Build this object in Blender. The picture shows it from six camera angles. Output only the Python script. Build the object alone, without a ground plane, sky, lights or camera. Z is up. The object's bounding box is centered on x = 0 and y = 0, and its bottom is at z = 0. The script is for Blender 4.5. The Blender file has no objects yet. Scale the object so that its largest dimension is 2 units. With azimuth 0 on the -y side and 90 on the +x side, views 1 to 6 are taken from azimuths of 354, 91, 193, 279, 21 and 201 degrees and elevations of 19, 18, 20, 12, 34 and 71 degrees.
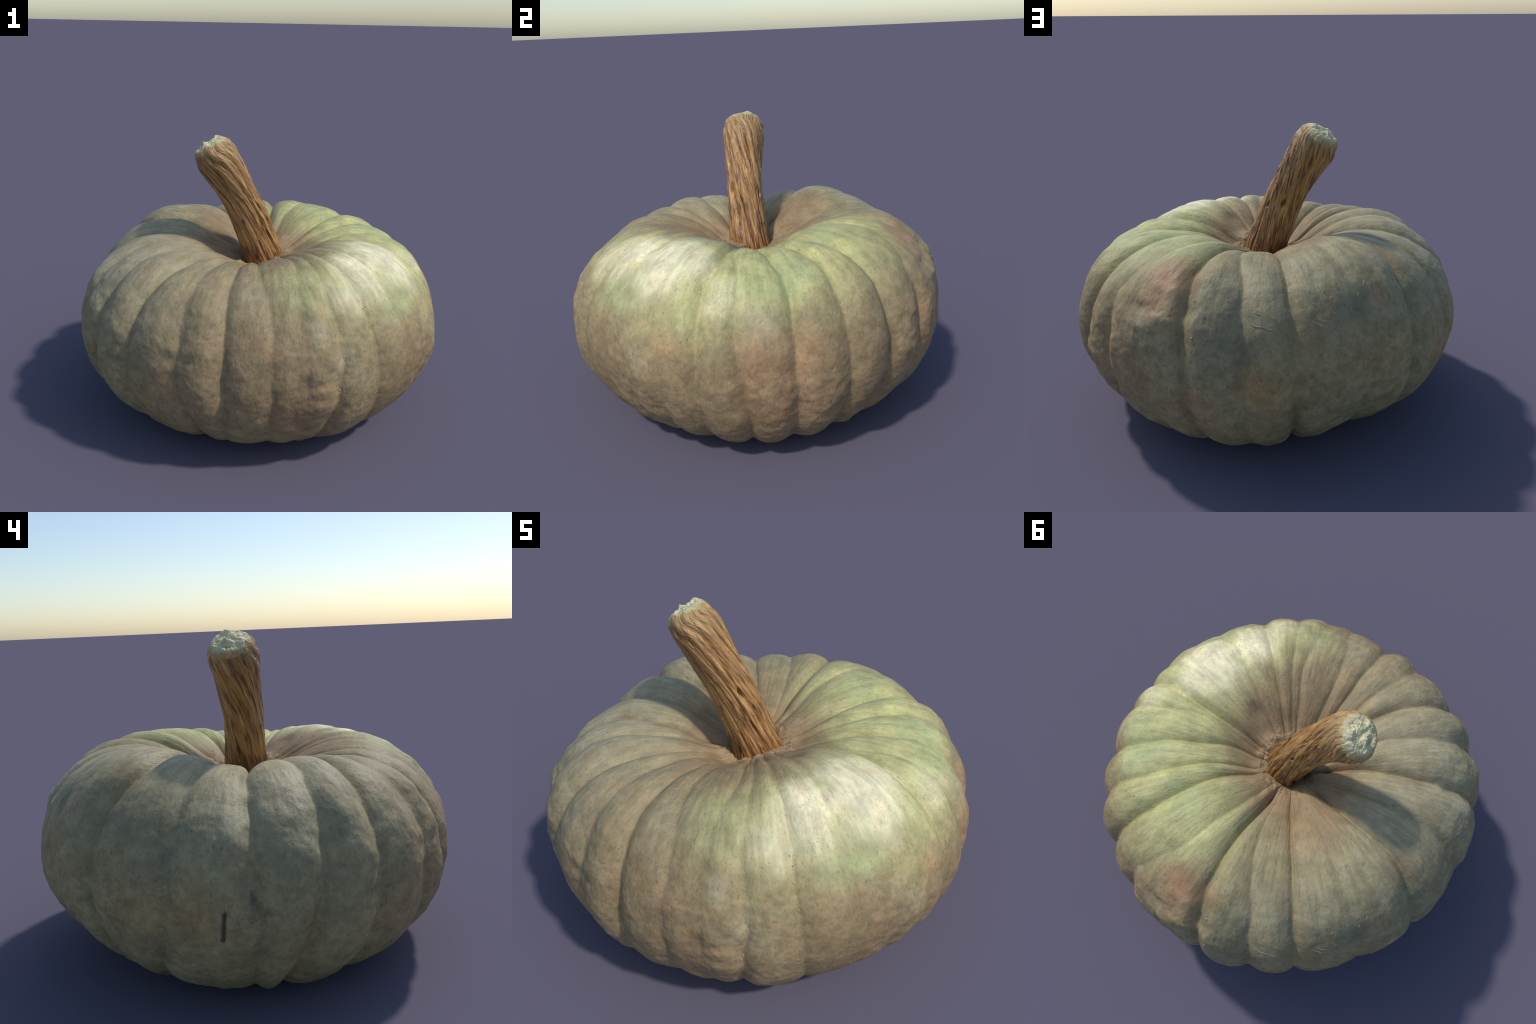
"""A squat ribbed pumpkin with a leaning, twisted woody stem, built as real geometry.

The rind is one smooth closed surface described in polar form about a point inside
the fruit: a profile curve, a few low harmonics that make it lopsided, a set of
furrows that run from the stem pit to the belly, and lumps and wrinkles on top.
The stem is swept along a leaning spine with twisted ridges, holes and warts.
"""
import math
import bpy
import numpy as np
from mathutils import Vector

rng = np.random.default_rng(7)
CENTRE = np.array([0.0, 0.0, 0.45])

# ---------------------------------------------------------------- shape tables
# (latitude seen from the centre in degrees, distance from the centre in metres)
PROFILE = [(-90, 0.379), (-82.5, 0.404), (-75, 0.433), (-67.5, 0.468), (-60, 0.513), (-52.5, 0.570), (-45, 0.641), (-37.5, 0.733), (-30, 0.815), (-22.5, 0.887), (-15, 0.942), (-7.5, 0.979), (0, 1.002), (7.5, 1.002), (15, 0.989), (22.5, 0.955), (30, 0.901), (37.5, 0.823), (45, 0.720), (52.5, 0.608), (60, 0.478), (67.5, 0.427), (75, 0.354), (82.5, 0.313), (90, 0.299)]

# latitude, then cosine and sine swellings in millimetres for 1..6 waves round the fruit
LOPSIDED = [
    (-90, [(-6, 5), (-4, -6), (2, 3), (-7, 2), (0, 2), (-1, 0)]),
    (-40, [(1, -2), (1, 1), (-1, -2), (3, 1), (1, -1), (0, 1)]),
    (-15, [(10, -5), (7, 11), (-4, -6), (13, -2), (1, -3), (2, 1)]),
    (5, [(8, 2), (5, 17), (-8, -5), (5, 3), (4, -4), (-4, -1)]),
    (25, [(9, 20), (-1, 14), (-13, -4), (-8, -5), (6, -1), (-6, 2)]),
    (40, [(-2, 23), (-15, -16), (-15, -9), (-19, -7), (14, -2), (-15, 4)]),
    (55, [(16, 26), (-4, -41), (-22, 5), (-28, -18), (16, 5), (-9, -5)]),
    (90, [(55, 42), (25, -55), (-8, 8), (-19, -23), (17, 6), (1, -10)]),
]

# path as (latitude, longitude), depth in mm at the foot, the belly, the shoulder and the pit, width in degrees
FURROWS = [
    ([(-20, -15), (5, -15), (24, -15), (36, -14), (46, -13), (55, -16)], (31, 24, 46, 52), 4.0),
    ([(-22, -2), (-12, -1), (16, -5), (30, -4), (40, -9), (47, -10)], (34, 21, 22, 20), 3.5),
    ([(-21, 12), (5, 11), (26, 11), (36, 9), (45, 6), (53, -1)], (24, 40, 35, 55), 4.0),
    ([(-15, 26), (10, 25.5), (26, 25), (36, 24), (47, 20), (55, 18)], (34, 28, 30, 42), 4.0),
    ([(-20, 36), (0, 39.5), (15, 40), (28, 40), (40, 37), (46, 33), (55, 29)], (50, 46, 52, 52), 4.5),
    ([(-22, 50), (-10, 52.5), (0, 54), (10, 54), (22, 54), (31, 57), (40, 61)], (48, 38, 9, 19), 4.5),
    ([(-22, 82), (4, 81), (18, 80), (35, 77), (47, 75), (57, 77)], (35, 46, 55, 78), 4.8),
    ([(10, 97), (30, 96), (39, 93), (48, 87), (58, 85)], (15, 39, 22, 23), 4.5),
    ([(-25, 112), (15, 111), (46, 109.5), (61, 108)], (55, 29, 31, 44), 3.5),
    ([(-20, 134), (2, 130), (30, 131)], (16, 17, 9, 17), 5.0),
    ([(-22, 154), (0, 149.5), (15, 150), (28, 152.5), (36, 155.5), (51, 152)], (33, 31, 40, 47), 4.2),
    ([(-26, 165), (-8, 170), (5, 172), (24, 173), (37, 173)], (23, 22, 24, 30), 4.2),
    ([(-25, -168), (10, -167), (34, -168), (46, -165), (53, -161)], (24, 32, 49, 72), 4.2),
    ([(-20, -159), (0, -154), (12, -151), (25, -151), (36, -149.5), (44, -146), (54, -146)], (34, 47, 22, 32), 4.5),
    ([(-20, -139), (5, -137), (25, -135), (34, -133), (42, -130), (50, -128)], (24, 31, 44, 51), 4.2),
    ([(-14, -115), (-6, -118), (2, -120), (9, -118.5), (30, -119.5), (42, -119)], (32, 18, 12, 30), 4.0),
    ([(-18, -106), (9, -105.5), (33, -107), (44, -108)], (14, 45, 26, 42), 4.0),
    ([(28, -92), (36, -96), (45, -97), (58, -97)], (16, 18, 12, 29), 4.0),
    ([(0, -82), (25, -83), (35, -81), (43, -76)], (14, 8, 15, 29), 5.0),
    ([(-14, -74), (8, -72), (27, -73), (44, -70)], (32, 40, 9, 24), 4.5),
    ([(-20, -57.5), (2, -60), (28, -60), (45, -60)], (14, 20, 30, 26), 3.5),
    ([(16, -44), (22, -43), (29, -46), (45, -45)], (14, 3, 25, 16), 4.5),
    ([(-18, -35), (7, -37), (16, -35), (33, -30)], (16, 11, 5, 10), 4.5),
    ([(-22, -27), (0, -24), (23, -23), (33, -24)], (26, 15, 10, 14), 4.0),
    ([(-26, 70), (10, 71)], (18, 4, 4, 4), 4.0),
]

# ribs between two furrows (by their place in the list): extra swelling in mm, foot to pit
RIBS = [
    (20, 0, (9, 17, -15, -19)),
    (0, 2, (20, -8, 17, -28)),
    (2, 3, (20, 0, 11, -38)),
    (3, 4, (20, 8, 13, 2)),
    (4, 5, (0, -2, -13, 17)),
    (5, 6, (-16, -30, -20, 19)),
    (6, 8, (-9, -9, -2, -15)),
    (8, 10, (-57, -4, 14, 29)),
    (10, 12, (-15, -12, -10, 13)),
    (12, 13, (15, -3, -4, 4)),
    (13, 14, (8, -8, 21, 3)),
    (14, 15, (2, -5, 10, 17)),
    (15, 16, (-4, 14, 23, -19)),
    (16, 18, (-10, -14, -6, -16)),
    (18, 20, (11, 21, 14, 5)),
]

# knobs and dents: longitude, latitude, size in degrees (across, along), height in mm
KNOBS = [
    (-90, 11, 5.0, 3.5, 12), (-79, 18, 3.0, 5.0, 7), (-34, 8, 4.0, 4.0, 9), (-101, 7, 2.2, 4.0, 7),
    (-31, 5, 5.0, 4.0, 8), (-50, 9, 3.5, 3.5, 7), (69, 17, 3.0, 1.8, 14), (66, 20, 3.5, 1.6, -9),
    (74, 19, 3.5, 1.4, 7), (82, 18.5, 4.5, 1.6, 9), (59, 6, 2.5, 4.0, 7), (-156, 15, 3.5, 4.0, 10),
    (-148, 14, 3.0, 7.0, -8), (-125, 11, 3.5, 4.5, 9), (-172, 15, 4.0, 2.5, 2), (2, 8, 4.0, 3.0, 6),
    (15, 9, 3.5, 3.0, 5), (101, 22, 3.0, 4.0, 6), (102, 17, 5.0, 2.0, 8), (131, 20, 6.0, 4.0, -6),
    (-38, 54, 3.0, 3.0, -9), (-85, 6, 2.5, 9.0, -6), (-12, 27, 4.0, 7.0, 5), (-36, 35, 7.0, 8.0, 5),
]

# small pits in the skin: longitude, latitude
PITS = [(15, 28), (33, 30), (0, 22), (5, 21), (1, 18), (2.5, 17.5), (23, 17), (-47, 33), (-45, 30),
        (-50, 26), (26, 43), (165, 15), (178, 11), (-176, 8)]

# raised healed scratches on the skin: longitude/latitude points
SCARS = [
    [(117, 21.0), (119.7, 20.3), (121, 19.0), (122.3, 18.0), (123.3, 17.2), (123.8, 15.2), (123.6, 13)],
    [(116.2, 20.0), (118.3, 19.4), (119.4, 18.0), (121, 17.0)],
    [(122, 22.3), (123.2, 21.6), (124.2, 20.2)],
    [(116.9, 25.0), (118.1, 24.3)],
    [(98, 20.4), (101, 19.9), (103.4, 19.4), (105, 18.9), (107, 17.8)],
    [(99.8, 23.2), (101.8, 22.8)],
    [(104.8, 22.0), (106.6, 21.1)],
    [(105.9, 16.0), (107.2, 15.0)],
    [(-141.8, 6.2), (-142.8, 5.0)], [(-143.8, 4.8), (-145, 3.6)], [(-140.2, 3.0), (-141.6, 1.6)],
    [(135, 29), (134.5, 27.5)], [(132, 26), (131.6, 25)], [(128.5, 24), (128, 21)], [(129.5, 20), (129, 18.5)],
]

# stem: spine points and radius along it (x, y, z, radius)
SPINE = [
    (0.028, -0.028, 0.690, 0.134), (0.027, -0.029, 0.755, 0.124), (0.019, -0.032, 0.825, 0.108),
    (-0.016, -0.037, 0.925, 0.099), (-0.056, -0.043, 1.035, 0.096), (-0.104, -0.045, 1.140, 0.094),
    (-0.159, -0.044, 1.240, 0.098), (-0.209, -0.041, 1.325, 0.106), (-0.241, -0.037, 1.372, 0.110),
    (-0.261, -0.034, 1.405, 0.105),
]


# ---------------------------------------------------------------- maths helpers
def hash_grid(ix, iy, iz, seed):
    n = (ix.astype(np.int64) * 374761393 + iy.astype(np.int64) * 668265263
         + iz.astype(np.int64) * 2147483647 + seed * 1274126177) & 0xFFFFFFFF
    n = ((n ^ (n >> 13)) * 1274126177) & 0xFFFFFFFF
    n = ((n ^ (n >> 16)) * 2246822519) & 0xFFFFFFFF
    return n ^ (n >> 15)


def gradient_noise(p, seed=0):
    """Perlin-like noise of points p (n, 3), about -1..1."""
    f = np.floor(p)
    i = f.astype(np.int64)
    t = p - f
    s = t * t * t * (t * (t * 6 - 15) + 10)
    total = np.zeros(len(p))
    for dx in (0, 1):
        for dy in (0, 1):
            for dz in (0, 1):
                h = hash_grid(i[:, 0] + dx, i[:, 1] + dy, i[:, 2] + dz, seed)
                gx = (h & 1023) / 511.5 - 1
                gy = ((h >> 10) & 1023) / 511.5 - 1
                gz = ((h >> 20) & 1023) / 511.5 - 1
                w = ((s[:, 0] if dx else 1 - s[:, 0]) * (s[:, 1] if dy else 1 - s[:, 1])
                     * (s[:, 2] if dz else 1 - s[:, 2]))
                total += w * (gx * (t[:, 0] - dx) + gy * (t[:, 1] - dy) + gz * (t[:, 2] - dz))
    return total * 1.3


def fractal(p, octaves=3, seed=0, gain=0.5):
    total, amp = np.zeros(len(p)), 1.0
    for k in range(octaves):
        total += amp * gradient_noise(p * 2.0 ** k + 17.3 * k, seed + k)
        amp *= gain
    return total


def smooth_step(x, a, b):
    t = np.clip((x - a) / (b - a), 0, 1)
    return t * t * (3 - 2 * t)


def soft_curve(points, x, blur=2.2):
    """A table (x, y) read as a smooth curve: linear between the points, then blurred."""
    xs, ys = zip(*points)
    fine = np.linspace(-90, 90, 721)
    y = np.interp(fine, xs, ys)
    k = np.arange(-40, 41) * 0.25
    w = np.exp(-0.5 * (k / blur) ** 2)
    y = np.convolve(np.pad(y, 40, mode="edge"), w / w.sum(), mode="valid")
    return np.interp(x, fine, y)


# ---------------------------------------------------------------- rind surface
def rind_distance(lon, lat, detail=True):
    """Distance of the rind from the centre; lon and lat in degrees, arrays of one size."""
    lo = np.radians(lon)
    cos_lat = np.cos(np.radians(lat))
    d = soft_curve(PROFILE, lat)
    for k in range(len(LOPSIDED[0][1])):
        a = soft_curve([(la, h[k][0]) for la, h in LOPSIDED], lat, 4.0)
        b = soft_curve([(la, h[k][1]) for la, h in LOPSIDED], lat, 4.0)
        d += 0.001 * cos_lat * (a * np.cos((k + 1) * lo) + b * np.sin((k + 1) * lo))
    fade = soft_curve([(-90, 0), (-60, 0.35), (-35, 1), (57, 1), (65, 0.65), (71, 0.2), (77, 0), (90, 0)], lat)
    unit = np.stack([cos_lat * np.cos(lo), cos_lat * np.sin(lo), np.sin(np.radians(lat))], 1)
    wander = 0.8 * gradient_noise(unit * np.array([5, 5, 9.0]), 3) if detail else 0.0
    for path, depth, width in FURROWS:
        at = soft_curve(path, lat, 3.0) + wander
        off = (lon - at + 180) % 360 - 180
        width = width * (1 + 1.1 * smooth_step(lat, 44, 72))
        deep = 0.00118 * soft_curve(list(zip((-20, 5, 30, 52), depth)), lat, 4.0)
        # a valley with a sharp bottom and sides that round over onto the ribs
        crease = np.exp(-(np.sqrt(off ** 2 + 0.36) - 0.6) / (0.64 * width))
        d -= deep * fade * crease
    for left, right, heights in RIBS:
        a, b = soft_curve(FURROWS[left][0], lat, 3.0), soft_curve(FURROWS[right][0], lat, 3.0)
        gap = (b - a) % 360
        off = (lon - a - gap / 2 + 180) % 360 - 180
        d += 0.001 * soft_curve(list(zip((-25, 0, 25, 50), heights)), lat, 4.0) * fade * np.exp(-0.5 * (off / (0.3 * gap)) ** 2)
    if not detail:
        return d
    for klon, klat, across, along, high in KNOBS:
        off = ((lon - klon + 180) % 360 - 180) * math.cos(math.radians(klat))
        bend = 1.2 * gradient_noise(unit * 14, 5)
        d += 0.00125 * high * np.exp(-0.5 * (((off + bend) / across) ** 2 + ((lat - klat + bend) / along) ** 2))
    for plon, plat in PITS:
        off = ((lon - plon + 180) % 360 - 180) * math.cos(math.radians(plat))
        r = np.hypot(off, lat - plat)
        d += 0.001 * (-4.5 * np.exp(-(r / 0.38) ** 2) + 1.2 * np.exp(-((r - 0.75) / 0.3) ** 2))
    # lumps: strongest on the belly, gentle on the shoulder, none in the pit
    p = unit * d[:, None]
    belly = 1 - smooth_step(lat, 18, 44)
    patchy = np.clip(0.6 + 0.9 * gradient_noise(unit * 2.3, 11), 0.15, 1.3)
    d += 0.0115 * patchy * (0.25 + 0.75 * belly) * fractal(p * np.array([7, 7, 7.5]), 2, 21)
    d += 0.0062 * patchy * (0.2 + 0.8 * belly) * gradient_noise(p * np.array([16, 16, 18.0]), 31)
    d += 0.0026 * patchy * (0.3 + 0.7 * belly) * gradient_noise(p * np.array([36, 36, 38.0]), 41)
    # fibres that run down the shoulder
    ring = np.stack([np.cos(lo), np.sin(lo)], 1)
    shoulder = smooth_step(lat, 8, 24) * (1 - smooth_step(lat, 62, 75))
    d += 0.0018 * shoulder * gradient_noise(np.concatenate([ring * 15, lat[:, None] * 0.10], 1), 51)
    d += 0.0012 * shoulder * gradient_noise(np.concatenate([ring * 34, lat[:, None] * 0.22], 1), 61)
    # corky ring where the stem sits
    r_flat = np.hypot(p[:, 0] - 0.02, p[:, 1] + 0.027)
    cork = np.exp(-((r_flat - 0.14) / 0.026) ** 2) * (lat > 0)
    d += cork * (0.006 + 0.016 * fractal(p * 24, 3, 71))
    return d


def rind_points(lon, lat, detail=True):
    lon, lat = np.asarray(lon, float), np.asarray(lat, float)
    d = rind_distance(lon, lat, detail)
    lo, la = np.radians(lon), np.radians(lat)
    return CENTRE + d[:, None] * np.stack([np.cos(la) * np.cos(lo), np.cos(la) * np.sin(lo), np.sin(la)], 1)


def mesh_from_arrays(name, verts, faces):
    """faces: list of (n, k) index arrays."""
    me = bpy.data.meshes.new(name)
    me.vertices.add(len(verts))
    me.vertices.foreach_set("co", np.ascontiguousarray(verts, np.float32).ravel())
    loops = np.concatenate([f.ravel() for f in faces]).astype(np.int32)
    sizes = np.concatenate([np.full(len(f), f.shape[1]) for f in faces])
    starts = np.concatenate([[0], np.cumsum(sizes)[:-1]]).astype(np.int32)
    me.loops.add(len(loops))
    me.loops.foreach_set("vertex_index", loops)
    me.polygons.add(len(sizes))
    me.polygons.foreach_set("loop_start", starts)
    me.polygons.foreach_set("use_smooth", np.ones(len(sizes), bool))
    me.update(calc_edges=True)
    me.validate()
    return me


def add_object(name, data, parent=None):
    ob = bpy.data.objects.new(name, data)
    bpy.context.scene.collection.objects.link(ob)
    ob.parent = parent
    return ob


def tube_faces(rows, cols):
    r, c = np.meshgrid(np.arange(rows - 1), np.arange(cols), indexing="ij")
    a = (r * cols + c).ravel()
    b = (r * cols + (c + 1) % cols).ravel()
    return np.stack([a, b, b + cols, a + cols], 1)


def build_rind():
    cols, rows = 1200, 600
    lats = np.linspace(-89.6, 89.6, rows)
    lat, lon = np.meshgrid(lats, np.arange(cols) * 360.0 / cols - 180, indexing="ij")
    v = rind_points(lon.ravel(), lat.ravel())
    v[:, 2] = np.maximum(v[:, 2], 0.0)                    # it rests on a flattened underside
    bottom, top = len(v), len(v) + 1
    v = np.vstack([v, v[:cols].mean(0), v[-cols:].mean(0)])
    c = np.arange(cols)
    last = (rows - 1) * cols
    caps = [np.stack([np.full(cols, bottom), (c + 1) % cols, c], 1),
            np.stack([np.full(cols, top), last + c, last + (c + 1) % cols], 1)]
    return mesh_from_arrays("rind", v, [tube_faces(rows, cols)] + caps)


# ---------------------------------------------------------------- stem
def spine_at(t):
    """Catmull-Rom through SPINE, t in 0..1; returns points and radii."""
    s = np.array(SPINE)
    x = np.clip(t, 0, 1) * (len(s) - 1)
    i = np.minimum(x.astype(int), len(s) - 2)
    f = (x - i)[:, None]
    q = [s[np.clip(i + k, 0, len(s) - 1)] for k in (-1, 0, 1, 2)]
    r = 0.5 * (2 * q[1] + (q[2] - q[0]) * f + (2 * q[0] - 5 * q[1] + 4 * q[2] - q[3]) * f ** 2
               + (3 * q[1] - q[0] - 3 * q[2] + q[3]) * f ** 3)
    return r[:, :3], r[:, 3]


STEM_HOLES = [(-42, 0.50, 5, 0.016, 0.020), (-118, 0.47, 4, 0.010, 0.012), (100, 0.50, 5, 0.016, 0.018),
              (-88, 0.17, 6, 0.026, 0.016), (-62, 0.16, 5, 0.020, 0.012), (-112, 0.26, 4, 0.022, 0.007),
              (170, 0.17, 5, 0.040, 0.014), (-155, 0.14, 6, 0.030, 0.012), (120, 0.18, 6, 0.035, 0.010),
              (-50, 0.23, 3, 0.012, 0.009), (55, 0.46, 4, 0.014, 0.012)]


def build_stem():
    cols, rows, cap_rows = 400, 420, 70
    t = np.linspace(0, 1, rows)
    centre, radius = spine_at(t)
    length = np.concatenate([[0], np.cumsum(np.linalg.norm(np.diff(centre, axis=0), axis=1))])
    tangent = np.gradient(centre, axis=0)
    tangent /= np.linalg.norm(tangent, axis=1)[:, None]
    tangent[:, :] = np.stack([np.convolve(np.pad(tangent[:, k], 20, mode="edge"), np.ones(41) / 41, "valid") for k in range(3)], 1)
    tangent /= np.linalg.norm(tangent, axis=1)[:, None]
    side = np.cross(np.array([0, 1.0, 0]), tangent)
    side /= np.linalg.norm(side, axis=1)[:, None]
    up = np.cross(tangent, side)
    ang = np.arange(cols) * 2 * np.pi / cols
    A, T = np.meshgrid(ang, t, indexing="xy")
    L = np.broadcast_to(length[:, None], A.shape)
    # ridges twist round the stem, more and more towards the cut end
    twist = 1.5 * T ** 1.6
    a = A + twist
    around = np.stack([np.cos(a), np.sin(a)], -1).reshape(-1, 2)
    l = L.reshape(-1)

    def streak(freq, along, seed, octaves=1):
        return fractal(np.concatenate([around * freq, (l * along)[:, None]], 1), octaves, seed).reshape(A.shape)

    big = streak(1.7, 1.5, 101)
    mid = streak(3.0, 1.9, 111, 2)
    fine = streak(6.5, 9.0, 121, 2)
    grain = streak(14.0, 40.0, 131)
    # the shaded flank (towards -x, +y) is much smoother than the sunny one
    smooth_side = np.clip(0.5 + 0.75 * np.cos(A - math.radians(200) + 0.5 * T), 0, 1)
    rough = 1 - 0.72 * smooth_side
    R = np.broadcast_to(radius[:, None], A.shape).copy()
    R *= 1 + 0.045 * np.cos(2 * (a - 0.7)) + 0.03 * np.cos(3 * a + 1.0)
    R += 0.0045 * big + rough * (0.010 * (0.28 - np.abs(mid)) + 0.0055 * (0.26 - np.abs(fine)) + 0.0010 * grain)
    R += rough * 0.0030 * streak(5.0, 20.0, 161, 2)
    # rounded cords with sharp valleys between them, split and joined by a slow wander
    wander = 0.42 * streak(1.6, 2.6, 171)
    R += (0.35 + 0.65 * rough) * 0.0115 * (0.75 + 0.5 * streak(1.3, 3.0, 181)) * (np.abs(np.sin(5.5 * (a + wander))) - 0.62)
    # one sharp keel that winds down the back
    keel = (a - 2.55 + np.pi) % (2 * np.pi) - np.pi
    R += 0.010 * np.exp(-np.abs(keel) / 0.16) * smooth_step(T, 0.42, 0.62) * (1 - smooth_step(T, 0.86, 0.97))
    # flutes at the foot, flaring into the pit
    R += (1 - smooth_step(T, 0.08, 0.26)) * (0.006 * np.cos(7 * A + 0.6 * np.sin(2 * A)) + 0.004 * mid)
    for deg, ht, across, tall, deep in STEM_HOLES:
        off = np.degrees((A - math.radians(deg) + np.pi) % (2 * np.pi) - np.pi)
        q = (off / across) ** 2 + ((T - ht) * length[-1] / tall) ** 2
        R -= 1.35 * deep * np.exp(-q ** 1.5)
    for _ in range(150):
        wa, wt = rng.uniform(0, 2 * np.pi), rng.uniform(0.3, 0.95)
        off = ((A - wa + np.pi) % (2 * np.pi) - np.pi) * 0.1
        R += rng.uniform(0.002, 0.004) * np.exp(-(off ** 2 + ((T - wt) * length[-1]) ** 2) / 0.0032 ** 2)
    ring = side[:, None, :] * np.cos(A)[..., None] + up[:, None, :] * np.sin(A)[..., None]
    body = centre[:, None, :] + ring * R[..., None]
    # cut end: the rim rolls over and the broken face is rough, with a hollow and a stub
    rim_r = R[-1]
    rows_cap = []
    for k in range(1, cap_rows + 1):
        u = k / cap_rows
        if u < 0.45:
            w = u / 0.45
            f, lift = 1 - 0.44 * (1 - math.cos(w * math.pi / 2)), 0.050 * math.sin(w * math.pi / 2)
        else:
            w = (u - 0.45) / 0.55
            f, lift = 0.56 * (1 - w) + 0.004, 0.050 + 0.004 * math.sin(w * math.pi)
        even = smooth_step(np.array([u]), 0.02, 0.40)[0]
        r = (rim_r * (1 - even) + rim_r.mean() * even) * f
        flat = ring[-1] * r[:, None]
        q = flat * 1.0 + np.array([3.1, 0.7, 1.9])
        grow = smooth_step(np.array([u]), 0.05, 0.5)[0]
        rough_end = 0.010 * fractal(q * 19, 2, 141) + 0.007 * (0.35 - np.abs(gradient_noise(q * 42, 151))) + 0.004 * fractal(q * 85, 2, 155)
        x, y = (flat @ side[-1]), (flat @ up[-1])
        stub = 0.020 * np.exp(-((x + 0.022) ** 2 + (y - 0.012) ** 2) / 0.018 ** 2)
        hollow = -0.022 * np.exp(-((x + 0.045) ** 2 + (y + 0.004) ** 2) / 0.016 ** 2)
        peak = 0.012 * np.exp(-((x - 0.05) ** 2 + (y - 0.01) ** 2) / 0.03 ** 2)
        rows_cap.append(centre[-1] + flat + tangent[-1] * (lift + grow * (rough_end + stub + hollow + peak))[:, None])
    end = np.array(rows_cap)
    v = np.vstack([body.reshape(-1, 3), end.reshape(-1, 3), end[-1].mean(0, keepdims=True)])
    total = rows + cap_rows
    quads = tube_faces(total, cols)
    c = np.arange(cols)
    tip = np.stack([np.full(cols, total * cols), (total - 1) * cols + c, (total - 1) * cols + (c + 1) % cols], 1)
    # smooth normals of the whole piece, shared by the two parts
    whole = mesh_from_arrays("whole_stem", v, [quads, tip])
    normals = np.empty(len(v) * 3, np.float32)
    whole.vertices.foreach_get("normal", normals)
    normals = normals.reshape(-1, 3)
    bpy.data.meshes.remove(whole)
    wobble = 5 * np.sin(3 * ang) + 4 * np.sin(7 * ang + 1) + 3 * np.sin(13 * ang + 2)
    border = rows - 1 + 9 + (0.4 * wobble).round().astype(int)
    row_of, col_of = quads[:, 0] // cols, quads[:, 0] % cols
    upper = row_of >= border[col_of]

    def part(name, faces):
        used = np.unique(np.concatenate([f.ravel() for f in faces]))
        new = np.zeros(len(v), np.int64)
        new[used] = np.arange(len(used))
        me = mesh_from_arrays(name, v[used], [new[f] for f in faces])
        me.normals_split_custom_set_from_vertices(normals[used].tolist())
        return me

    return part("stem", [quads[~upper]]), part("stem_cut_end", [quads[upper], tip])


# ---------------------------------------------------------------- scars and warts
def sweep(points, normals, width, height, sides=6):
    """A low ridge that lies on the skin along a polyline, tapered at both ends."""
    n = len(points)
    tan = np.gradient(points, axis=0)
    tan /= np.linalg.norm(tan, axis=1)[:, None] + 1e-9
    across = np.cross(normals, tan)
    taper = np.sin(np.linspace(0.12, math.pi - 0.12, n)) ** 0.6
    a = np.arange(sides) * 2 * np.pi / sides
    v = (points[:, None] + across[:, None] * (np.cos(a)[None, :, None] * (width * taper)[:, None, None])
         + normals[:, None] * (np.sin(a)[None, :, None] * (height * taper)[:, None, None]))
    ends = np.stack([points[0], points[-1]])
    c = np.arange(sides)
    f0 = np.stack([np.full(sides, n * sides), (c + 1) % sides, c], 1)
    f1 = np.stack([np.full(sides, n * sides + 1), (n - 1) * sides + c, (n - 1) * sides + (c + 1) % sides], 1)
    return np.vstack([v.reshape(-1, 3), ends]), [tube_faces(n, sides), f0, f1]


def skin_normals(lon, lat):
    e = 0.6
    a = rind_points(lon + e, lat, False) - rind_points(lon - e, lat, False)
    b = rind_points(lon, lat + e, False) - rind_points(lon, lat - e, False)
    n = np.cross(a, b)
    return n / np.linalg.norm(n, axis=1)[:, None]


def build_scar(path):
    p = np.array(path, float)
    n = max(8, 6 * len(p))
    t = np.linspace(0, len(p) - 1, n)
    lon = np.interp(t, np.arange(len(p)), p[:, 0]) + 0.12 * np.sin(t * 5.1)
    lat = np.interp(t, np.arange(len(p)), p[:, 1]) + 0.10 * np.sin(t * 4.3 + 1)
    pos = rind_points(lon, lat)
    v, f = sweep(pos, skin_normals(lon, lat), 0.0034, 0.0028)
    return mesh_from_arrays("scar", v, f)


def blob(centre, normal, r, squash, seed):
    """A small rough wart: a low dome set in the skin."""
    rows, cols = 5, 9
    helper = np.array([0.3, 0.2, 1.0])
    s = np.cross(normal, helper)
    s /= np.linalg.norm(s)
    u = np.cross(normal, s)
    v = []
    for i in range(rows):
        el = math.radians(-35 + i * 28)
        for k in range(cols):
            a = 2 * math.pi * k / cols
            w = r * (1 + 0.3 * math.sin(k * 2.1 + seed) * math.cos(el))
            v.append(centre + w * math.cos(el) * (math.cos(a) * s + math.sin(a) * u) + r * squash * math.sin(el) * normal)
    v.append(centre + r * squash * normal)
    c = np.arange(cols)
    tip = np.stack([(rows - 1) * cols + c, (rows - 1) * cols + (c + 1) % cols, np.full(cols, rows * cols)], 1)
    return np.array(v), [tube_faces(rows, cols), tip]


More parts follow.
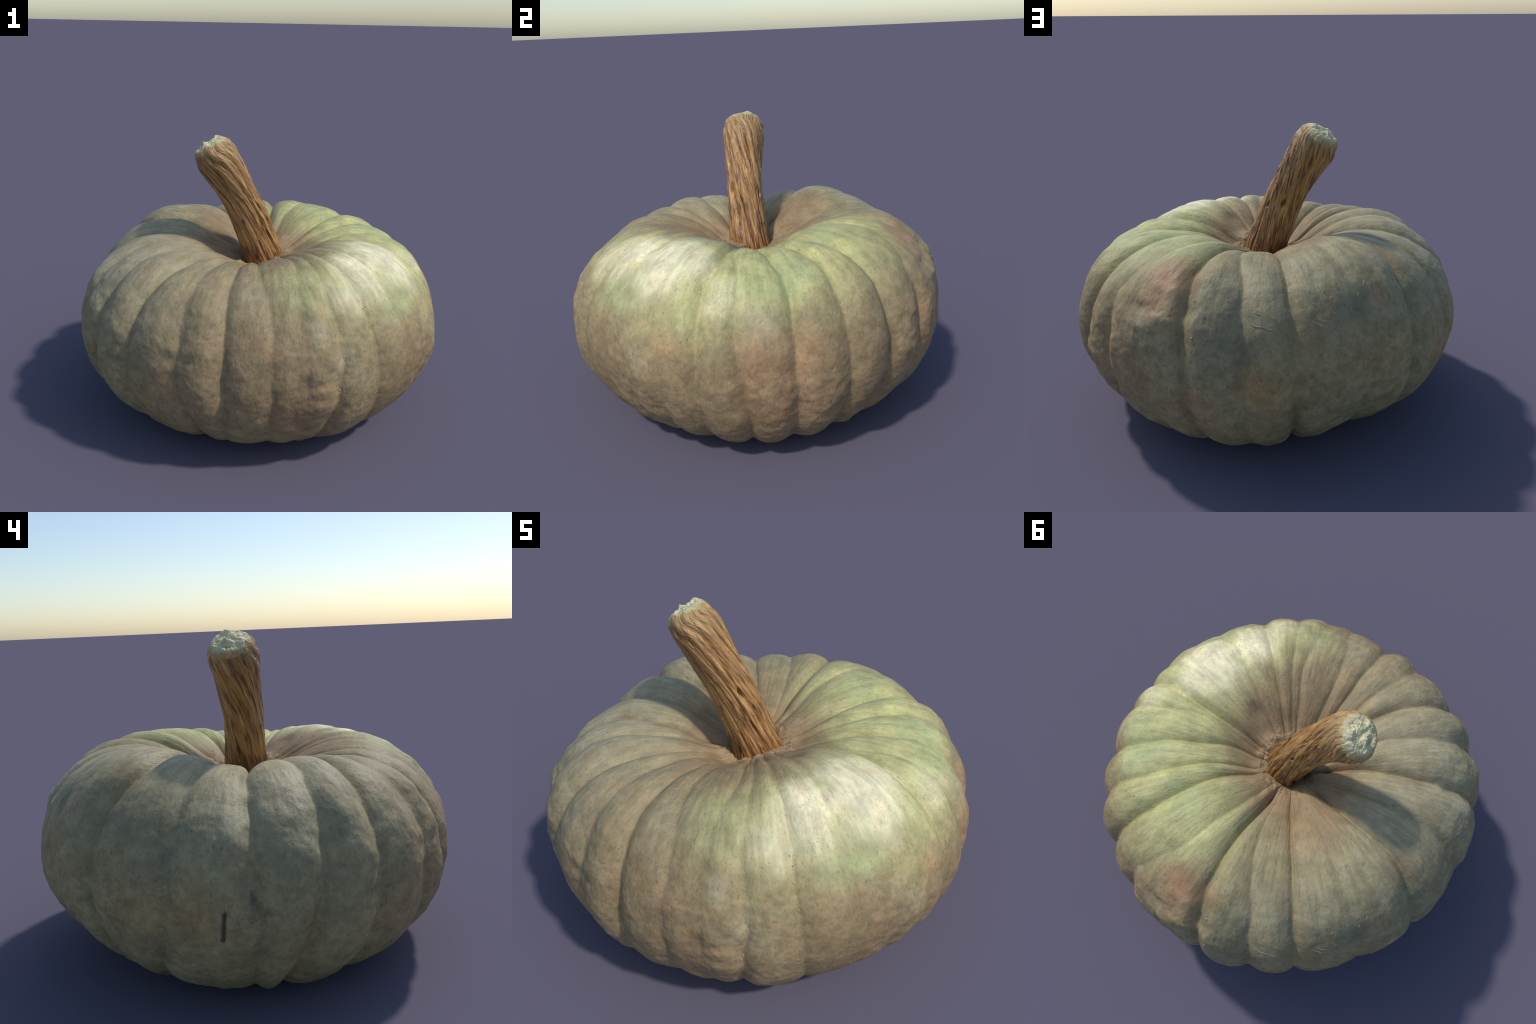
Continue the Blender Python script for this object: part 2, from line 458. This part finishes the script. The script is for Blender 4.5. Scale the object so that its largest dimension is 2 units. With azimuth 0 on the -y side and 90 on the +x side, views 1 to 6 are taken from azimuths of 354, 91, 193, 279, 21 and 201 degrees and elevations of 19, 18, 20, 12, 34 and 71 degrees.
def build_warts():
    """Loose crumbs of cork: in the pit, along two furrows and along a pale seam."""
    places = []
    for _ in range(46):                                   # pit, thickest near the stem
        places.append((rng.uniform(-180, 180), rng.triangular(54, 70, 74), rng.uniform(0.0025, 0.0055)))
    for lon0, lat0, lat1, n in ((-50, 45, 62, 22), (-15, 46, 60, 16), (-63, 46, 60, 12), (110, 15, 60, 34)):
        for _ in range(n):
            places.append((lon0 + rng.normal(0, 0.8), rng.uniform(lat0, lat1), rng.uniform(0.002, 0.004)))
    for _ in range(38):                                   # pale seam down the sunny side
        places.append((-60.5 + rng.normal(0, 0.45), rng.triangular(-6, 14, 26), rng.uniform(0.002, 0.0045)))
    places += [(-7, 72, 0.016), (-4, 68, 0.009), (-20, 68, 0.007), (82, 25, 0.006), (84, 16, 0.007), (88, 16.2, 0.005),
               (123, 26, 0.005), (-73, 1, 0.006), (-73.5, -0.5, 0.005)]
    lon, lat, size = (np.array(x, float) for x in zip(*places))
    pos = rind_points(lon, lat)
    nor = skin_normals(lon, lat)
    verts, quads, tris, base = [], [], [], 0
    for i in range(len(lon)):
        v, (q, t) = blob(pos[i], nor[i], size[i], 0.55, i * 1.7)
        verts.append(v)
        quads.append(q + base)
        tris.append(t + base)
        base += len(v)
    return mesh_from_arrays("cork_wart", np.vstack(verts), [np.vstack(quads), np.vstack(tris)])


# ---------------------------------------------------------------- materials
class Nodes:
    """Short helpers for writing a node tree as expressions."""

    def __init__(self, name):
        self.mat = bpy.data.materials.new(name)
        self.mat.use_nodes = True
        self.tree = self.mat.node_tree
        self.tree.nodes.clear()
        self.out = self.tree.nodes.new("ShaderNodeOutputMaterial")
        self.coord = self.tree.nodes.new("ShaderNodeTexCoord").outputs["Object"]

    def put(self, socket, value):
        if isinstance(value, bpy.types.NodeSocket):
            self.tree.links.new(value, socket)
        elif isinstance(value, (tuple, list)) and len(value) == 3 and socket.type == "RGBA":
            socket.default_value = (*value, 1)
        else:
            socket.default_value = value

    def math(self, op, a, b=0.0, c=None, clamp=False):
        n = self.tree.nodes.new("ShaderNodeMath")
        n.operation, n.use_clamp = op, clamp
        self.put(n.inputs[0], a)
        self.put(n.inputs[1], b)
        if c is not None:
            self.put(n.inputs[2], c)
        return n.outputs[0]

    def vec(self, op, a, b=(0, 0, 0), scale=None):
        n = self.tree.nodes.new("ShaderNodeVectorMath")
        n.operation = op
        self.put(n.inputs[0], a)
        if op == "SCALE":
            self.put(n.inputs["Scale"], scale)
        else:
            self.put(n.inputs[1], b)
        return n.outputs["Value" if op in ("DISTANCE", "LENGTH", "DOT_PRODUCT") else "Vector"]

    def split(self, v):
        n = self.tree.nodes.new("ShaderNodeSeparateXYZ")
        self.put(n.inputs[0], v)
        return n.outputs

    def join(self, x, y, z):
        n = self.tree.nodes.new("ShaderNodeCombineXYZ")
        for s, w in zip(n.inputs, (x, y, z)):
            self.put(s, w)
        return n.outputs[0]

    def noise(self, v, scale, detail=3.0, rough=0.55, distort=0.0, colour=False):
        n = self.tree.nodes.new("ShaderNodeTexNoise")
        self.put(n.inputs["Vector"], v)
        n.inputs["Scale"].default_value = scale
        n.inputs["Detail"].default_value = detail
        n.inputs["Roughness"].default_value = rough
        n.inputs["Distortion"].default_value = distort
        return n.outputs["Color" if colour else "Fac"]

    def voronoi(self, v, scale, feature="F1"):
        n = self.tree.nodes.new("ShaderNodeTexVoronoi")
        n.feature = feature
        self.put(n.inputs["Vector"], v)
        n.inputs["Scale"].default_value = scale
        return n.outputs["Distance"]

    def ramp(self, x, a, b, lo=0.0, hi=1.0):
        n = self.tree.nodes.new("ShaderNodeMapRange")
        n.interpolation_type = "SMOOTHSTEP"
        self.put(n.inputs["Value"], x)
        n.inputs["From Min"].default_value, n.inputs["From Max"].default_value = a, b
        n.inputs["To Min"].default_value, n.inputs["To Max"].default_value = lo, hi
        return n.outputs[0]

    def mix(self, fac, a, b, mode="MIX"):
        n = self.tree.nodes.new("ShaderNodeMix")
        n.data_type, n.blend_type = "RGBA", mode
        self.put(n.inputs["Factor"], fac)
        self.put(n.inputs[6], a)
        self.put(n.inputs[7], b)
        return n.outputs[2]

    def bump(self, height, strength, distance):
        n = self.tree.nodes.new("ShaderNodeBump")
        n.inputs["Strength"].default_value = strength
        n.inputs["Distance"].default_value = distance
        self.put(n.inputs["Height"], height)
        return n.outputs[0]

    def finish(self, colour, rough, normal=None, specular=0.4, **other):
        b = self.tree.nodes.new("ShaderNodeBsdfPrincipled")
        self.put(b.inputs["Base Color"], colour)
        self.put(b.inputs["Roughness"], rough)
        b.inputs["Specular IOR Level"].default_value = specular
        for k, w in other.items():
            b.inputs[k.replace("_", " ")].default_value = w
        if normal is not None:
            self.put(b.inputs["Normal"], normal)
        self.tree.links.new(b.outputs[0], self.out.inputs["Surface"])
        return self.mat


SAGE = (0.345, 0.298, 0.168)
TAUPE = (0.325, 0.235, 0.136)
TAN = (0.355, 0.248, 0.142)
CREAM = (0.890, 0.810, 0.560)
LEAF = (0.560, 0.545, 0.255)
MINT = (0.440, 0.480, 0.240)
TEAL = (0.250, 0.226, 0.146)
PINK = (0.520, 0.295, 0.165)
RUST = (0.340, 0.215, 0.105)
PALE = (0.465, 0.412, 0.275)

# broad areas first, then spots: longitude, latitude, radius in metres, colour, strength
PATCHES = [
    # the brown-grey belly and front
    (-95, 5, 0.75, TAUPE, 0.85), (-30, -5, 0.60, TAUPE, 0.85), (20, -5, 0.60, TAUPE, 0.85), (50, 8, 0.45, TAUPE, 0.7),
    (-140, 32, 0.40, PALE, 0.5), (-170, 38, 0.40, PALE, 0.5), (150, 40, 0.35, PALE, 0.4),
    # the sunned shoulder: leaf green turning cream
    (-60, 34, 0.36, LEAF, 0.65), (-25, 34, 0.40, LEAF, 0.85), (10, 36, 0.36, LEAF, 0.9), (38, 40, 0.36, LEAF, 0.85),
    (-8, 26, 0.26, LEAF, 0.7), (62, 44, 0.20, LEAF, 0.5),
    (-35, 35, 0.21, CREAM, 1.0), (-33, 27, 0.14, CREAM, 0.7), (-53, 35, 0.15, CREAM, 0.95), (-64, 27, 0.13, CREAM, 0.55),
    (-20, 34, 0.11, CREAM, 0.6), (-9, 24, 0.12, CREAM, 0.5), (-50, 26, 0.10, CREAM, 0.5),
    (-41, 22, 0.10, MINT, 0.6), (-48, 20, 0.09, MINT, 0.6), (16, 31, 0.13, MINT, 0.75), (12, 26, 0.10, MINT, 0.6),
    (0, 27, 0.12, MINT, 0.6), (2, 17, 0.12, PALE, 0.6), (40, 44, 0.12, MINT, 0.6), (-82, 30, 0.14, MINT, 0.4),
    # the tan bowl round the stem
    (-60, 66, 0.30, TAN, 0.9), (60, 74, 0.24, TAN, 0.9), (150, 66, 0.28, TAN, 0.85), (-70, 53, 0.18, TAN, 0.75),
    (-120, 62, 0.22, TAN, 0.7), (180, 64, 0.20, TAN, 0.6), (0, 85, 0.26, TAN, 0.85), (-30, 58, 0.14, TAN, 0.6),
    (-100, 52, 0.20, TAN, 0.7), (-55, 50, 0.16, TAN, 0.5), (-80, 44, 0.14, TAN, 0.4), (128, 55, 0.18, TAN, 0.7), (-85, 46, 0.10, TAN, 0.5),
    (0, 90, 0.21, (0.500, 0.360, 0.200), 0.7), (-170, 73, 0.10, (0.520, 0.385, 0.220), 0.5), (-100, 70, 0.10, (0.520, 0.385, 0.220), 0.5),
    # darker, duller patches, mostly on the back
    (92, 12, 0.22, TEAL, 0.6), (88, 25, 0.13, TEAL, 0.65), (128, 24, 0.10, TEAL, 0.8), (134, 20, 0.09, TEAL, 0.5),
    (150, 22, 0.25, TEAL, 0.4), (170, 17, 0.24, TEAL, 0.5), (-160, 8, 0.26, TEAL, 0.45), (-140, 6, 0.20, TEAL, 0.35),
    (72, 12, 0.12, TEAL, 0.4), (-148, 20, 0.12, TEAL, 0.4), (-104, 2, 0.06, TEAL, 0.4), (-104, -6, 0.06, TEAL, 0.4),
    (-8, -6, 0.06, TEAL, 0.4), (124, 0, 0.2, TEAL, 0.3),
    (175, -20, 0.36, (0.390, 0.345, 0.195), 0.7), (-145, -20, 0.32, (0.390, 0.340, 0.190), 0.6), (135, -18, 0.32, (0.380, 0.335, 0.190), 0.6),
    (95, -22, 0.26, (0.370, 0.325, 0.185), 0.55), (-100, -24, 0.28, (0.355, 0.310, 0.175), 0.5), (25, -26, 0.22, (0.340, 0.300, 0.165), 0.5),
    (0, 0, 0.34, (0.275, 0.190, 0.112), 0.6), (-50, -4, 0.32, (0.280, 0.196, 0.115), 0.55), (-88, -4, 0.28, (0.285, 0.204, 0.120), 0.45),  # lower front belly tinted darker brown, partly for the shade under its curve
    (35, 0, 0.28, (0.280, 0.196, 0.115), 0.5), (62, 4, 0.22, (0.270, 0.190, 0.115), 0.45),
    # small darker olive patches along the bottoms of furrows on the back
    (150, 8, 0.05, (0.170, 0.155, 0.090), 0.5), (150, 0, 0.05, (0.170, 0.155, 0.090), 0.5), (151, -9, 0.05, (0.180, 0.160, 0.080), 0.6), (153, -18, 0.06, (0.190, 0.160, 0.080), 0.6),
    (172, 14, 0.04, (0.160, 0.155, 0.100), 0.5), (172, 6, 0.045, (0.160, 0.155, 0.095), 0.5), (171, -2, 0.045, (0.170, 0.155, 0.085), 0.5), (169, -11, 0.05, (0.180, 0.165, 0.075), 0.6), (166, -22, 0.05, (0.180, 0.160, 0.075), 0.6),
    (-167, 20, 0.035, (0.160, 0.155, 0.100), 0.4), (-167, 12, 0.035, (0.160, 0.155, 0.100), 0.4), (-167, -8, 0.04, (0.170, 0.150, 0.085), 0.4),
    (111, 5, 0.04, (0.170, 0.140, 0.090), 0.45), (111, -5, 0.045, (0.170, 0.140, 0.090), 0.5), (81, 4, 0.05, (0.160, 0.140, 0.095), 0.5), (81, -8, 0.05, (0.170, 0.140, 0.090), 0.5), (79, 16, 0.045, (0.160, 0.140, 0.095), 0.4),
    # flesh-coloured and rusty spots
    (8, -2, 0.24, PINK, 0.30), (-85, -4, 0.22, PINK, 0.18), (55, 2, 0.20, PINK, 0.22), (120, 6, 0.18, RUST, 0.35),
    (-120, 0, 0.16, PINK, 0.18), (88, -14, 0.16, PINK, 0.25), (-130, -12, 0.16, RUST, 0.3), (30, -14, 0.16, RUST, 0.2),
    (-50, -8, 0.2, RUST, 0.2), (66, 0, 0.12, RUST, 0.3),
    (70, 30, 0.085, PINK, 0.85), (69, 26, 0.17, PINK, 0.45), (-90, 12, 0.055, PINK, 0.6), (15, 9, 0.10, PINK, 0.4),
    (2, 9, 0.12, PINK, 0.35), (6, -8, 0.09, RUST, 0.5), (-23, 11, 0.08, PINK, 0.45), (56, 14, 0.11, PINK, 0.3),
    (103, 4, 0.14, (0.380, 0.245, 0.110), 0.85), (84, -4, 0.14, (0.390, 0.240, 0.150), 0.7), (115, 15, 0.10, RUST, 0.35), (137, 23, 0.07, PINK, 0.45),
    (166, 2, 0.12, (0.400, 0.270, 0.135), 0.8), (179, 2, 0.15, (0.390, 0.270, 0.130), 0.75), (161, 3, 0.07, RUST, 0.3), (80, 31, 0.05, PINK, 0.4),
    (136, 8, 0.16, RUST, 0.25), (-154, 1, 0.05, RUST, 0.5), (-156, -8, 0.06, RUST, 0.6), (-157, -15, 0.06, RUST, 0.5),
    (154, 31, 0.09, TAN, 0.55), (-98, 30, 0.12, PALE, 0.3), (-78, 18, 0.06, PALE, 0.7), (-72, 8, 0.10, PALE, 0.45),
    (-31, 6, 0.07, PALE, 0.5), (-172, 25, 0.14, PALE, 0.7), (-158, 30, 0.14, PALE, 0.6), (100, 32, 0.16, PALE, 0.5),
    (118, 34, 0.16, PALE, 0.45), (-154, 15, 0.07, PALE, 0.5), (69, 17, 0.045, PALE, 0.6), (-101, 7, 0.035, PINK, 0.4),
    (-45, 38, 0.05, LEAF, 0.7), (-44, 29, 0.05, LEAF, 0.6), (-38, 54, 0.045, (0.11, 0.08, 0.07), 0.6),
    (-167, 5, 0.03, (0.06, 0.07, 0.065), 0.6), (-165, 2, 0.025, (0.06, 0.07, 0.065), 0.5),
]


def rind_material():
    n = Nodes("pumpkin_rind")
    p = n.coord
    rel = n.vec("SUBTRACT", p, tuple(CENTRE))
    x, y, z = n.split(rel)
    flat = n.math("SQRT", n.math("ADD", n.math("MULTIPLY", x, x), n.math("MULTIPLY", y, y)))
    flat = n.math("MAXIMUM", flat, 0.02)
    ring_x, ring_y = n.math("DIVIDE", x, flat), n.math("DIVIDE", y, flat)
    lat = n.math("ARCTAN2", z, flat)
    # coordinates stretched along the ribs, for fibres
    fibre = n.join(n.math("MULTIPLY", ring_x, 1.0), n.math("MULTIPLY", ring_y, 1.0), n.math("MULTIPLY", lat, 0.22))
    shift = n.vec("SUBTRACT", n.noise(p, 5.0, 4.0, 0.6, colour=True), (0.5, 0.5, 0.5))
    fine_shift = n.vec("SUBTRACT", n.noise(fibre, 26.0, 3.0, 0.6, colour=True), (0.5, 0.5, 0.5))
    where = n.vec("ADD", n.vec("ADD", p, n.vec("SCALE", shift, scale=0.16)), n.vec("SCALE", fine_shift, scale=0.07))

    broad = n.noise(p, 2.6, 4.0, 0.55)
    colour = n.mix(n.ramp(broad, 0.35, 0.65), SAGE, n.mix(0.5, SAGE, TAUPE))
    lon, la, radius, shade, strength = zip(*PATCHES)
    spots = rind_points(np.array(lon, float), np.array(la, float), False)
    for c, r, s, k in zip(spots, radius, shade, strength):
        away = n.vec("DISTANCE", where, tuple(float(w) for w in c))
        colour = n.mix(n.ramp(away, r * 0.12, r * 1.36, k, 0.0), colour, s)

    # mottling: cloudy, fibrous and net-like
    cloud = n.noise(p, 11.0, 6.0, 0.62)
    colour = n.mix(n.ramp(cloud, 0.30, 0.72, 0.0, 1.0), n.mix(1.0, colour, (0.82, 0.81, 0.79), "MULTIPLY"),
                   n.mix(1.0, colour, (1.12, 1.12, 1.09), "MULTIPLY"))
    streaks = n.noise(fibre, 30.0, 4.0, 0.6)
    blotch = n.noise(p, 34.0, 4.0, 0.62)
    upper = n.ramp(lat, 0.20, 0.50)
    streaks = n.math("ADD", n.math("MULTIPLY", streaks, upper), n.math("MULTIPLY", blotch, n.math("SUBTRACT", 1.0, upper)))
    colour = n.mix(n.ramp(streaks, 0.32, 0.68), n.mix(1.0, colour, (0.88, 0.89, 0.86), "MULTIPLY"),
                   n.mix(1.0, colour, (1.13, 1.12, 1.09), "MULTIPLY"))
    hue = n.noise(p, 17.0, 3.0, 0.6)
    colour = n.mix(n.ramp(hue, 0.52, 0.72, 0.0, 0.35), colour, n.mix(1.0, colour, (1.18, 0.98, 0.80), "MULTIPLY"))
    colour = n.mix(n.ramp(hue, 0.48, 0.28, 0.0, 0.35), colour, n.mix(1.0, colour, (0.84, 1.0, 0.98), "MULTIPLY"))
    # dark flecks, a little drawn out along the ribs, in clouds
    fleck_at = n.join(n.math("MULTIPLY", ring_x, 1.0), n.math("MULTIPLY", ring_y, 1.0), n.math("MULTIPLY", lat, 0.62))
    fleck = n.noise(fleck_at, 80.0, 4.0, 0.6)
    where_flecks = n.ramp(n.noise(p, 7.0, 3.0), 0.30, 0.52)
    fleck = n.math("MULTIPLY", n.ramp(fleck, 0.54, 0.70), where_flecks)
    colour = n.mix(n.math("MULTIPLY", fleck, 0.6), colour, n.mix(1.0, colour, (0.52, 0.53, 0.47), "MULTIPLY"))
    net = n.noise(n.vec("ADD", p, n.vec("SCALE", shift, scale=0.08)), 30.0, 3.0, 0.6)
    net = n.math("ABSOLUTE", n.math("SUBTRACT", net, 0.5))
    net = n.math("MULTIPLY", n.ramp(net, 0.05, 0.0), n.ramp(n.noise(p, 4.5, 2.0), 0.48, 0.66))
    colour = n.mix(n.math("MULTIPLY", net, 0.5), colour, n.mix(1.0, colour, (1.28, 1.28, 1.26), "MULTIPLY"))
    dots = n.ramp(n.voronoi(n.vec("ADD", p, n.vec("SCALE", shift, scale=0.05)), 42.0), 0.20, 0.08)
    dots = n.math("MULTIPLY", dots, n.ramp(n.noise(p, 8.0, 1.0), 0.50, 0.62))
    colour = n.mix(n.math("MULTIPLY", dots, 0.35), colour, (0.11, 0.10, 0.06))
    # one dark upright scratch on the back
    a, b = (tuple(float(w) for w in q) for q in rind_points(np.array([-174.2, -174.8]), np.array([2.6, -3.2]), False))
    along = n.vec("DOT_PRODUCT", n.vec("SUBTRACT", p, a), n.vec("NORMALIZE", tuple(np.subtract(b, a))))
    length = math.dist(a, b)
    along = n.math("MINIMUM", n.math("MAXIMUM", along, 0.0), length)
    axis = tuple(np.subtract(b, a) / length)
    near = n.vec("ADD", a, n.vec("SCALE", axis, scale=along))
    scratch = n.ramp(n.vec("DISTANCE", n.vec("ADD", p, n.vec("SCALE", fine_shift, scale=0.022)), near), 0.014, 0.002, 0.0, 0.85)
    colour = n.mix(scratch, colour, (0.02, 0.022, 0.02))

    height = n.math("ADD", n.math("MULTIPLY", n.noise(p, 45.0, 4.0, 0.6), 0.8),
                    n.math("MULTIPLY", n.noise(fleck_at, 60.0, 3.0, 0.6), 0.8))
    normal = n.bump(height, 0.55, 0.006)
    return n.finish(colour, n.ramp(cloud, 0.3, 0.7, 0.46, 0.60), normal, 0.22)


def stem_frame(n):
    """Coordinates that follow the leaning, twisted stem: round it (x, y) and along it (z)."""
    x, y, z = n.split(n.coord)
    h = n.math("SUBTRACT", z, 0.74)
    bend = n.math("MULTIPLY", n.math("MULTIPLY", h, h), -0.27)
    cx = n.math("ADD", n.math("ADD", n.math("MULTIPLY", h, -0.22), bend), 0.028)
    dx, dy = n.math("SUBTRACT", x, cx), n.math("ADD", y, 0.033)
    turn = n.math("ADD", n.math("ARCTAN2", dy, dx), n.math("MULTIPLY", n.math("POWER", n.math("MAXIMUM", h, 0.0), 1.6), 2.4))
    return n.math("COSINE", turn), n.math("SINE", turn), h, dx, dy


def stem_material():
    n = Nodes("dry_stem_wood")
    c, s, h, dx, dy = stem_frame(n)
    grain = n.join(n.math("MULTIPLY", c, 1.0), n.math("MULTIPLY", s, 1.0), n.math("MULTIPLY", h, 1.05))
    fibres = n.noise(grain, 8.0, 5.0, 0.6)
    broad = n.noise(n.coord, 9.0, 3.0, 0.5)
    colour = n.mix(n.ramp(fibres, 0.37, 0.52), (0.105, 0.047, 0.019), (0.370, 0.190, 0.060))
    colour = n.mix(n.ramp(fibres, 0.50, 0.74), colour, (0.650, 0.410, 0.155))
    colour = n.mix(n.ramp(broad, 0.50, 0.70, 0.0, 0.35), colour, (0.29, 0.145, 0.075))
    # redder foot, straw-coloured shoulder below the cut
    foot = n.ramp(n.math("ADD", h, n.math("MULTIPLY", broad, 0.12)), 0.08, 0.34, 0.45, 0.0)
    colour = n.mix(foot, colour, n.mix(1.0, colour, (0.86, 0.58, 0.32), "MULTIPLY"))
    straw = n.ramp(n.math("ADD", h, n.math("MULTIPLY", fibres, 0.10)), 0.62, 0.80, 0.0, 0.6)
    colour = n.mix(straw, colour, (0.520, 0.360, 0.160))
    spots = n.ramp(n.voronoi(grain, 5.0), 0.30, 0.14)
    spots = n.math("MULTIPLY", spots, n.ramp(h, 0.12, 0.32, 1.0, 0.25))
    colour = n.mix(n.math("MULTIPLY", spots, 0.75), colour, (0.050, 0.026, 0.016))
    violet = n.ramp(n.noise(grain, 12.0, 4.0, 0.6), 0.62, 0.75, 0.0, 0.55)
    colour = n.mix(violet, colour, (0.160, 0.100, 0.105))
    height = n.math("ADD", n.noise(grain, 12.0, 3.0, 0.55), n.math("MULTIPLY", n.noise(n.coord, 90.0, 2.0), 0.35))
    return n.finish(colour, 0.42, n.bump(height, 0.5, 0.006), 0.45)


def cut_material():
    n = Nodes("broken_stem_pith")
    a = n.noise(n.coord, 28.0, 4.0, 0.6)
    b = n.noise(n.coord, 70.0, 3.0, 0.6)
    colour = n.mix(n.ramp(a, 0.35, 0.65), (0.610, 0.550, 0.325), (0.870, 0.785, 0.470))
    colour = n.mix(n.ramp(b, 0.56, 0.70, 0.0, 0.6), colour, (0.320, 0.290, 0.150))
    # the pale pith crumbles over the rim and gives way to the brown skin
    middle = tuple(float(w) for w in np.array(SPINE[-1][:3]) + np.array([-0.022, 0.002, 0.044]))
    away = n.math("ADD", n.vec("DISTANCE", n.coord, middle), n.math("MULTIPLY", n.math("SUBTRACT", a, 0.5), 0.10))
    colour = n.mix(n.ramp(away, 0.072, 0.104), colour, (0.470, 0.310, 0.125))
    height = n.math("ADD", n.math("MULTIPLY", a, 0.8), b)
    return n.finish(colour, 0.65, n.bump(height, 0.9, 0.009), 0.25)


def plain_material(name, dark, light, scale):
    n = Nodes(name)
    colour = n.mix(n.ramp(n.noise(n.coord, scale, 3.0), 0.35, 0.65), dark, light)
    return n.finish(colour, 0.6, None, 0.3)


# ---------------------------------------------------------------- assembly
def main():
    pumpkin = add_object("pumpkin", None)
    pumpkin["label"] = "squat ribbed grey-green pumpkin with a leaning twisted brown stem"
    pumpkin["category"] = "pumpkin"

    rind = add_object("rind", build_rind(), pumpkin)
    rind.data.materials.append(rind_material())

    stem_mesh, cut_mesh = build_stem()
    stem = add_object("stem", stem_mesh, pumpkin)
    stem.data.materials.append(stem_material())
    cut = add_object("stem_cut_end", cut_mesh, stem)
    cut.data.materials.append(cut_material())

    scar_skin = plain_material("healed_scar", (0.27, 0.24, 0.16), (0.35, 0.31, 0.21), 60.0)
    for path in SCARS:
        scar = add_object("scar", build_scar(path), rind)
        scar.data.materials.append(scar_skin)

    warts = add_object("cork_wart", build_warts(), rind)
    warts["kind"] = "stuff"
    warts.data.materials.append(plain_material("cork", (0.31, 0.22, 0.13), (0.47, 0.36, 0.22), 40.0))


main()
